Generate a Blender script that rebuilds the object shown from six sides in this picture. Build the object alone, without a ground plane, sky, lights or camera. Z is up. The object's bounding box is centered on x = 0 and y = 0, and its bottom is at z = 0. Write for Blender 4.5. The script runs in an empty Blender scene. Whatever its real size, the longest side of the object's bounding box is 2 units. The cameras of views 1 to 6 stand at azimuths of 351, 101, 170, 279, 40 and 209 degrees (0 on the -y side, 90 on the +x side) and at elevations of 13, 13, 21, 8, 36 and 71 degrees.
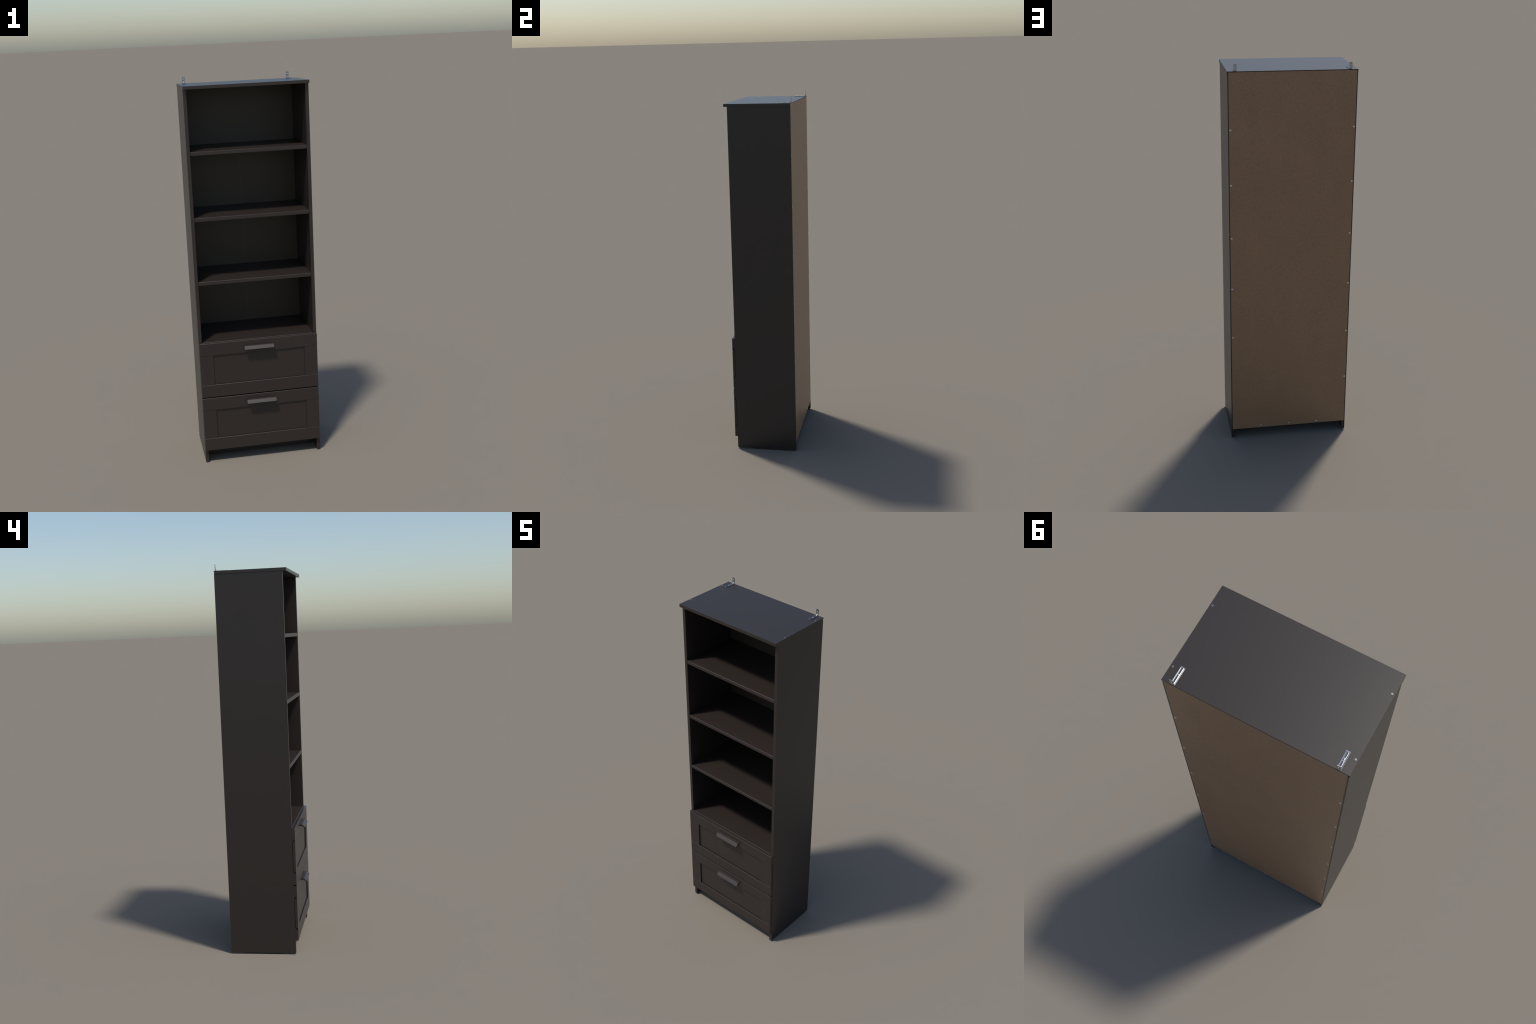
"""Tall dark bookcase: open shelves above, two framed drawers below, brown hardboard back,
wall brackets on top.  Metres, z up, front faces -y."""
import bpy, bmesh, math
from mathutils import Vector, Matrix

# ------------------------------------------------------------------ main sizes
TOP_HALF, SIDE_OUT, SIDE_IN = 0.3115, 0.3103, 0.2935     # half widths
Z_TOP, Z_UNDER, Z_FOOT = 1.9668, 1.9510, 0.0033          # top board, its underside, side bottoms
Y_TOP_FRONT, Y_FRONT, Y_BACK = -0.1674, -0.1485, 0.1921  # top overhang, carcass front, carcass back
Y_DRAWER = -0.1640                                       # drawer front face
SHELF_TOPS = (1.6472, 1.3164, 0.9866, 0.6640)
SHELF_T = 0.0188
PANEL_FRONT = 0.1882                                     # inner face of back panel


# ------------------------------------------------------------------ materials
def nodes_of(name):
    m = bpy.data.materials.new(name)
    m.use_nodes = True
    nt = m.node_tree
    return m, nt, nt.nodes["Principled BSDF"]


def noise(nt, scale, detail, stretch=(1, 1, 1)):
    tc = nt.nodes.new("ShaderNodeTexCoord")
    mp = nt.nodes.new("ShaderNodeMapping")
    mp.inputs["Scale"].default_value = stretch
    nz = nt.nodes.new("ShaderNodeTexNoise")
    nz.inputs["Scale"].default_value = scale
    nz.inputs["Detail"].default_value = detail
    nt.links.new(tc.outputs["Object"], mp.inputs["Vector"])
    nt.links.new(mp.outputs["Vector"], nz.inputs["Vector"])
    return nz.outputs["Fac"]


def ramp(nt, fac, stops):
    r = nt.nodes.new("ShaderNodeValToRGB")
    els = r.color_ramp.elements
    els[0].position, els[0].color = stops[0][0], (*stops[0][1], 1)
    els[1].position, els[1].color = stops[-1][0], (*stops[-1][1], 1)
    for p, c in stops[1:-1]:
        e = els.new(p)
        e.color = (*c, 1)
    nt.links.new(fac, r.inputs["Fac"])
    return r.outputs["Color"]


def bump(nt, bsdf, fac, strength, distance):
    b = nt.nodes.new("ShaderNodeBump")
    b.inputs["Strength"].default_value = strength
    b.inputs["Distance"].default_value = distance
    nt.links.new(fac, b.inputs["Height"])
    nt.links.new(b.outputs["Normal"], bsdf.inputs["Normal"])


def foil_material(name, dark, light, rough, stretch):
    m, nt, b = nodes_of(name)
    f = noise(nt, 60, 4, stretch)
    nt.links.new(ramp(nt, f, [(0.3, dark), (0.7, light)]), b.inputs["Base Color"])
    b.inputs["Roughness"].default_value = rough
    b.inputs["Specular IOR Level"].default_value = 0.5
    bump(nt, b, f, 0.04, 0.0005)
    return m


FOIL_UP = foil_material("black_brown_foil_upright", (0.0250, 0.0185, 0.0158), (0.0268, 0.0199, 0.0170), 0.36, (6, 6, 0.5))
FOIL_ALONG = foil_material("black_brown_foil_lengthwise", (0.0250, 0.0185, 0.0158), (0.0268, 0.0199, 0.0170), 0.36, (0.5, 6, 6))
HANDLE = foil_material("dark_grey_painted_metal", (0.0262, 0.0190, 0.0165), (0.0282, 0.0205, 0.0175), 0.40, (1, 1, 1))


def plain_material(name, colour, rough, metallic=0.0):
    m, nt, b = nodes_of(name)
    f = noise(nt, 300, 2)
    lo = tuple(c * 0.94 for c in colour)
    hi = tuple(min(1, c * 1.06) for c in colour)
    nt.links.new(ramp(nt, f, [(0.3, lo), (0.7, hi)]), b.inputs["Base Color"])
    b.inputs["Roughness"].default_value = rough
    b.inputs["Metallic"].default_value = metallic
    return m


STEEL = plain_material("zinc_plated_steel", (0.38, 0.385, 0.39), 0.33, 1.0)
NAIL_STEEL = plain_material("bright_nail_steel", (0.62, 0.63, 0.64), 0.30, 1.0)
PLASTIC = plain_material("grey_plastic", (0.12, 0.12, 0.125), 0.5)
SOCKET = plain_material("dark_socket", (0.02, 0.02, 0.022), 0.5)
LINING = plain_material("dark_panel_face", (0.037, 0.0250, 0.0130), 0.5)
FOLD = plain_material("fold_tape", (0.055, 0.042, 0.028), 0.55)


def hardboard_material():
    m, nt, b = nodes_of("brown_hardboard")
    f = noise(nt, 190, 3)
    g = noise(nt, 9, 3, (1.0, 1.0, 0.45))
    mix = nt.nodes.new("ShaderNodeMix")
    mix.inputs[0].default_value = 0.22
    nt.links.new(f, mix.inputs[2])
    nt.links.new(g, mix.inputs[3])
    nt.links.new(ramp(nt, mix.outputs[0], [(0.30, (0.235, 0.134, 0.070)), (0.70, (0.335, 0.190, 0.100))]), b.inputs["Base Color"])
    b.inputs["Roughness"].default_value = 0.42
    bump(nt, b, f, 0.15, 0.0006)
    return m


HARDBOARD = hardboard_material()

# ------------------------------------------------------------------ mesh helpers
root = bpy.data.objects.new("bookcase", None)
bpy.context.scene.collection.objects.link(root)
root["label"] = "tall black-brown bookcase with open shelves and two drawers"
root["category"] = "bookcase"


def add(name, bm, mats, parent=root, origin=None, smooth=False):
    """Turn a bmesh built in world coordinates into an object with its origin at its middle."""
    bmesh.ops.recalc_face_normals(bm, faces=bm.faces)
    if origin is None:
        lo = Vector([min(v.co[i] for v in bm.verts) for i in range(3)])
        hi = Vector([max(v.co[i] for v in bm.verts) for i in range(3)])
        origin = (lo + hi) / 2
    origin = Vector(origin)
    bmesh.ops.translate(bm, verts=bm.verts, vec=-origin)
    me = bpy.data.meshes.new(name)
    bm.to_mesh(me)
    bm.free()
    for m in mats if isinstance(mats, (list, tuple)) else [mats]:
        me.materials.append(m)
    if smooth:
        me.shade_smooth()
        me.set_sharp_from_angle(angle=math.radians(35))
    return place(name, me, origin, parent)


WORLD = {root.name: Vector((0, 0, 0))}


def place(name, me, origin, parent):
    o = bpy.data.objects.new(name, me)
    bpy.context.scene.collection.objects.link(o)
    o.parent = parent
    o.location = Vector(origin) - WORLD[parent.name]
    WORLD[o.name] = Vector(origin)
    return o


def box_into(bm, x0, x1, y0, y1, z0, z1):
    r = bmesh.ops.create_cube(bm, size=1.0)
    for v in r["verts"]:
        v.co = Vector((x0 + (v.co.x + .5) * (x1 - x0), y0 + (v.co.y + .5) * (y1 - y0), z0 + (v.co.z + .5) * (z1 - z0)))
    return r["verts"]


def bevel_all(bm, width, seg=2, only=None):
    edges = [e for e in bm.edges if len(e.link_faces) == 2 and e.calc_face_angle(0) > 0.5 and (only is None or only(e))]
    bmesh.ops.bevel(bm, geom=edges, offset=width, segments=seg, profile=0.5, affect='EDGES', clamp_overlap=True)


def board(name, x, y, z, mat, bevel=0.0009, parent=root, seg=2):
    bm = bmesh.new()
    box_into(bm, *x, *y, *z)
    if bevel:
        bevel_all(bm, bevel, seg)
    return add(name, bm, mat, parent)


def extrude_profile(pts, axis_map, a, b, bevel=0.0):
    """Closed outline pts (p, q) swept from a to b; axis_map(t, p, q) -> xyz."""
    bm = bmesh.new()
    r0 = [bm.verts.new(axis_map(a, p, q)) for p, q in pts]
    r1 = [bm.verts.new(axis_map(b, p, q)) for p, q in pts]
    n = len(pts)
    bm.faces.new(r0)
    bm.faces.new(r1[::-1])
    for i in range(n):
        bm.faces.new((r0[i], r1[i], r1[(i + 1) % n], r0[(i + 1) % n]))
    bmesh.ops.recalc_face_normals(bm, faces=bm.faces)
    if bevel:
        bevel_all(bm, bevel)
    return bm


def lathe_into(bm, profile, segments, centre, axis, mat_of=None):
    """Revolve (radius, height) profile about axis ('y' or 'z') at centre."""
    rings = []
    for r, h in profile:
        if r == 0:
            rings.append([bm.verts.new((0, 0, h))])
        else:
            rings.append([bm.verts.new((r * math.cos(t * math.tau / segments), r * math.sin(t * math.tau / segments), h)) for t in range(segments)])
    for k in range(len(rings) - 1):
        A, B = rings[k], rings[k + 1]
        for t in range(segments):
            u = (t + 1) % segments
            if len(A) == 1:
                f = bm.faces.new((A[0], B[t], B[u]))
            elif len(B) == 1:
                f = bm.faces.new((A[t], A[u], B[0]))
            else:
                f = bm.faces.new((A[t], A[u], B[u], B[t]))
            if mat_of:
                f.material_index = mat_of[k]
    vs = [v for r in rings for v in r]
    M = Matrix.Translation(centre) @ (Matrix.Rotation(-math.pi / 2, 4, 'X') if axis == 'y' else Matrix())
    bmesh.ops.transform(bm, matrix=M, verts=vs)


# ------------------------------------------------------------------ carcass
# side section of the top: the rebate for the back panel runs through to both ends
REBATE_Y, REBATE_Z, REBATE_X = 0.1880, 1.9622, 0.3056
bm = extrude_profile([(Y_TOP_FRONT, Z_UNDER), (REBATE_Y, Z_UNDER), (REBATE_Y, REBATE_Z), (Y_BACK, REBATE_Z), (Y_BACK, Z_TOP), (Y_TOP_FRONT, Z_TOP)],
                     lambda t, p, q: (t, p, q), -TOP_HALF, TOP_HALF, 0.0005)
add("top_board", bm, FOIL_ALONG)


def side_panel(s):
    # plan outline with the rebate for the back panel, swept upwards
    reb_x, reb_y = REBATE_X, REBATE_Y
    pts = [(s * SIDE_IN, Y_FRONT), (s * SIDE_OUT, Y_FRONT), (s * SIDE_OUT, Y_BACK - 0.0008),
           (s * reb_x, Y_BACK - 0.0008), (s * reb_x, reb_y), (s * SIDE_IN, reb_y)]
    bm = extrude_profile(pts, lambda t, p, q: (p, q, t), Z_FOOT, Z_UNDER - 0.0004, 0.0004)
    return add("side_panel", bm, FOIL_UP)


for s in (-1, 1):
    side_panel(s)
    for y0, y1 in ((-0.1463, -0.0860), (0.1335, 0.1885)):
        x = sorted((s * 0.2945, s * 0.3070))
        board("foot_pad", x, (y0, y1), (0.0, Z_FOOT + 0.0006), PLASTIC, 0.0008)

for zt in SHELF_TOPS:
    board("shelf", (-SIDE_IN + 0.0004, SIDE_IN - 0.0004), (Y_FRONT + 0.0006, PANEL_FRONT - 0.0006), (zt - SHELF_T, zt), FOIL_ALONG, 0.0014, seg=1)
board("bottom_board", (-SIDE_IN + 0.0004, SIDE_IN - 0.0004), (-0.1290, PANEL_FRONT - 0.0006), (0.0560, 0.0720), FOIL_ALONG)
board("plinth", (-SIDE_IN + 0.0004, SIDE_IN - 0.0004), (-0.0655, -0.0500), (Z_FOOT, 0.0558), FOIL_ALONG)

# back panel: dark face inside, raw brown hardboard outside
bm = bmesh.new()
box_into(bm, -REBATE_X + 0.0002, REBATE_X - 0.0002, PANEL_FRONT, Y_BACK - 0.0004, 0.0545, REBATE_Z - 0.0002)
bm.normal_update()
for f in bm.faces:
    f.material_index = 1 if f.normal.y < -0.5 else 0
add("back_panel", bm, [HARDBOARD, LINING])
board("panel_fold_tape", (-0.0040, -0.0016), (PANEL_FRONT - 0.0005, PANEL_FRONT + 0.0002), (SHELF_TOPS[3] + 0.001, SHELF_TOPS[0] - SHELF_T - 0.001), FOLD, 0)

# nails that hold the back panel (shared dome mesh)
Y_PANEL = Y_BACK - 0.0004
bm = bmesh.new()
lathe_into(bm, [(0.0051, -0.0004), (0.0049, 0.0003), (0.0042, 0.0009), (0.0028, 0.00135), (0.0014, 0.0016), (0, 0.0017)], 20, (0, 0, 0), 'y')
spots = [(sx * 0.2988, 1.6902 - 0.27245 * k) for k in range(6) for sx in (-1, 1) if not (k == 5 and sx == 1)]
spots += [(x, 0.0642) for x in (-0.1507, 0.0, 0.1507)]
first = add("nail", bm, NAIL_STEEL, origin=(0, 0, 0), smooth=True)
nail_mesh = first.data
first.location = (spots[0][0], Y_PANEL, spots[0][1])
for x, z in spots[1:]:
    place("nail", nail_mesh, (x, Y_PANEL, z), root)

# screws sunk in the top board, ring head with a socket
bm = bmesh.new()
lathe_into(bm, [(0.0032, -0.0004), (0.0032, 0.0001), (0.0028, 0.0005), (0.0013, 0.0005), (0.0011, 0.00015), (0, 0.00015)],
           20, (0, 0, 0), 'z', [0, 0, 0, 1, 1])
first = None
for x in (-0.3028, 0.3028):
    for y in (-0.0929, 0.1391):
        if first is None:
            first = add("top_screw", bm, [STEEL, SOCKET], origin=(0, 0, 0), smooth=True)
            first.location = (x, y, Z_TOP)
            screw_mesh = first.data
        else:
            place("top_screw", screw_mesh, (x, y, Z_TOP), root)


# ------------------------------------------------------------------ wall brackets
def cut(obj, cutters):
    for c in cutters:
        m = obj.modifiers.new("cut", 'BOOLEAN')
        m.operation, m.solver, m.object = 'DIFFERENCE', 'EXACT', c
    dg = bpy.context.evaluated_depsgraph_get()
    me = bpy.data.meshes.new_from_object(obj.evaluated_get(dg))
    obj.modifiers.clear()
    obj.data = me
    for c in cutters:
        bpy.data.objects.remove(c, do_unlink=True)


def stadium(w, l, n=8):
    r = w / 2
    d = l / 2 - r
    return [(r * math.cos(a), d + r * math.sin(a)) for a in [math.pi * k / n for k in range(n + 1)]] + \
           [(-r * math.cos(a), -d - r * math.sin(a)) for a in [math.pi * k / n for k in range(n + 1)]]


HALF = 0.00735                  # half width of a bracket
Y_END, Y_HEEL = 0.1267, 0.1915  # horizontal leg from front end to heel


def bracket(xc):
    # horizontal leg: shallow W section with raised rims, low valleys and a raised slotted middle
    sec = [(-HALF, 0.0026), (-HALF + 0.0008, 0.0030), (-0.0040, 0.0016), (-0.0024, 0.0022), (0.0024, 0.0022), (0.0040, 0.0016), (HALF - 0.0008, 0.0030), (HALF, 0.0026)]
    lower = [(p, q - 0.0011) for p, q in sec]
    pts = sec + lower[::-1]
    bm = extrude_profile(pts, lambda t, p, q: (xc + p, t, Z_TOP + q), Y_END + 0.003, Y_HEEL - 0.0012)
    # turned-down lip at the front end
    lip = extrude_profile([(Y_END, 0.0012), (Y_END, 0.0022), (Y_END + 0.0036, 0.0031), (Y_END + 0.0036, 0.0020)],
                          lambda t, p, q: (xc + t, p, Z_TOP + q), -HALF, HALF)
    tmp = bpy.data.meshes.new("tmp")
    lip.to_mesh(tmp)
    lip.free()
    bm.from_mesh(tmp)
    bpy.data.meshes.remove(tmp)
    leg = add("wall_bracket", bm, STEEL)
    cutters = []
    for yc, ln in ((0.1410, 0.0200), (0.1713, 0.0190)):
        c = extrude_profile(stadium(0.0046, ln), lambda t, p, q: (xc + p, yc + q, Z_TOP + t), -0.005, 0.01)
        cutters.append(add("cutter", c, STEEL))
    bpy.context.view_layer.update()
    cut(leg, cutters)
    # upright leg with a raised rib on each side of the hole
    up = extrude_profile([(-HALF, Z_TOP + 0.0016), (HALF, Z_TOP + 0.0016), (HALF, 1.9990), (HALF - 0.001, 2.0), (-HALF + 0.001, 2.0), (-HALF, 1.9990)],
                         lambda t, p, q: (xc + p, t, q), Y_HEEL - 0.0014, Y_HEEL)
    upo = add("bracket_upright", up, STEEL, parent=leg)
    c = bmesh.new()
    bmesh.ops.create_cone(c, cap_ends=True, segments=24, radius1=0.0025, radius2=0.0025, depth=0.02,
                          matrix=Matrix.Translation((xc, Y_HEEL, 1.9866)) @ Matrix.Rotation(math.pi / 2, 4, 'X'))
    co = add("cutter", c, STEEL)
    bpy.context.view_layer.update()
    cut(upo, [co])
    # pressed collar round the hole
    bm = bmesh.new()
    lathe_into(bm, [(0.0044, -0.0002), (0.0038, 0.0018), (0.0032, 0.0022), (0.0026, 0.0012), (0.0026, -0.0004)], 20, (0, 0, 0), 'y')
    bmesh.ops.rotate(bm, verts=bm.verts, cent=(0, 0, 0), matrix=Matrix.Rotation(math.pi, 3, 'Z'))
    bmesh.ops.translate(bm, verts=bm.verts, vec=(xc, Y_HEEL - 0.0014, 1.9866))
    add("hole_collar", bm, STEEL, parent=leg, smooth=True)
    # gusset pressed in the bend
    bm = extrude_profile([(Y_HEEL - 0.0014, Z_TOP + 0.0100), (Y_HEEL - 0.0085, Z_TOP + 0.0022), (Y_HEEL - 0.0014, Z_TOP + 0.0022)],
                         lambda t, p, q: (xc + t, p, q), -0.0024, 0.0024)
    add("bend_gusset", bm, STEEL, parent=leg)
    # fixing screw
    bm = bmesh.new()
    lathe_into(bm, [(0.0036, 0.0008), (0.0036, 0.0026), (0.0031, 0.0038), (0.0018, 0.0045), (0, 0.0047)], 20, (xc, 0.1557, Z_TOP), 'z')
    add("bracket_screw", bm, STEEL, parent=leg, smooth=True)


for xc in (-0.2737, 0.2737):
    bracket(xc)

# ------------------------------------------------------------------ drawers
DRAWER_HALF, STILE_IN = 0.3092, 0.2412
RAIL = 0.0672
SLOT_W, SLOT_D, SLOT_Y = 0.0048, 0.0088, -0.1570
Y_RAIL_BACK = Y_FRONT - 0.0002


def rail_bm(z_edge, z_outer):
    """Rail section with the panel groove in the inner edge, swept across the whole drawer."""
    d = 1 if z_edge > z_outer else -1
    a, b = SLOT_Y - SLOT_W / 2, SLOT_Y + SLOT_W / 2
    pts = [(Y_DRAWER, z_outer), (Y_DRAWER, z_edge), (a, z_edge), (a, z_edge - d * SLOT_D),
           (b, z_edge - d * SLOT_D), (b, z_edge), (Y_RAIL_BACK, z_edge), (Y_RAIL_BACK, z_outer)]
    bm = extrude_profile(pts, lambda t, p, q: (t, p, q), -DRAWER_HALF, DRAWER_HALF)
    bevel_all(bm, 0.0014, 1, lambda e: all(v.co.y < Y_DRAWER + 0.0005 for v in e.verts))
    return bm


def drawer(z0, z1, handle_z):
    # open box behind the front
    bm = bmesh.new()
    bx, yb, zb, zt, t = 0.2760, 0.1650, z0 + 0.030, z1 - 0.060, 0.0120
    yf = Y_FRONT + 0.0008
    for b in ((-bx, -bx + t, yf, yb, zb, zt), (bx - t, bx, yf, yb, zb, zt),
              (-bx + t + .0005, bx - t - .0005, yb - t, yb - .0005, zb, zt - .0005),
              (-bx + t + .0005, bx - t - .0005, yf + .0005, yb - t - .0005, zb + .006, zb + .010)):
        box_into(bm, *b)
    body = add("drawer", bm, FOIL_ALONG)
    add("drawer_rail", rail_bm(z1 - RAIL, z1), FOIL_ALONG, body)
    add("drawer_rail", rail_bm(z0 + RAIL, z0), FOIL_ALONG, body)
    for s in (-1, 1):
        x = sorted((s * STILE_IN, s * (DRAWER_HALF - 0.0003)))
        board("drawer_stile", x, (Y_DRAWER + 0.0003, Y_RAIL_BACK - 0.0016), (z0 + RAIL + 0.0003, z1 - RAIL - 0.0003), FOIL_UP, 0.0006, body)
    board("drawer_panel", (-STILE_IN - 0.006, STILE_IN + 0.006), (-0.1570, -0.1552), (z0 + RAIL - 0.006, z1 - RAIL + 0.006), FOIL_ALONG, 0, body)
    # folded handle: flat arm from the rail, then a plate sloping down and out
    y, z = Y_DRAWER, handle_z
    pts = [(y + 0.0004, z), (-0.1790, z), (-0.1934, z - 0.0155), (-0.1895, z - 0.0191), (-0.1770, z - 0.0086), (y + 0.0004, z - 0.0088)]
    bm = extrude_profile(pts, lambda t, p, q: (t, p, q), -0.0772, 0.0772, 0.0007)
    add("handle", bm, HANDLE, body)


drawer(0.3686, 0.6626, 0.6357)
drawer(0.0712, 0.3634, 0.3388)
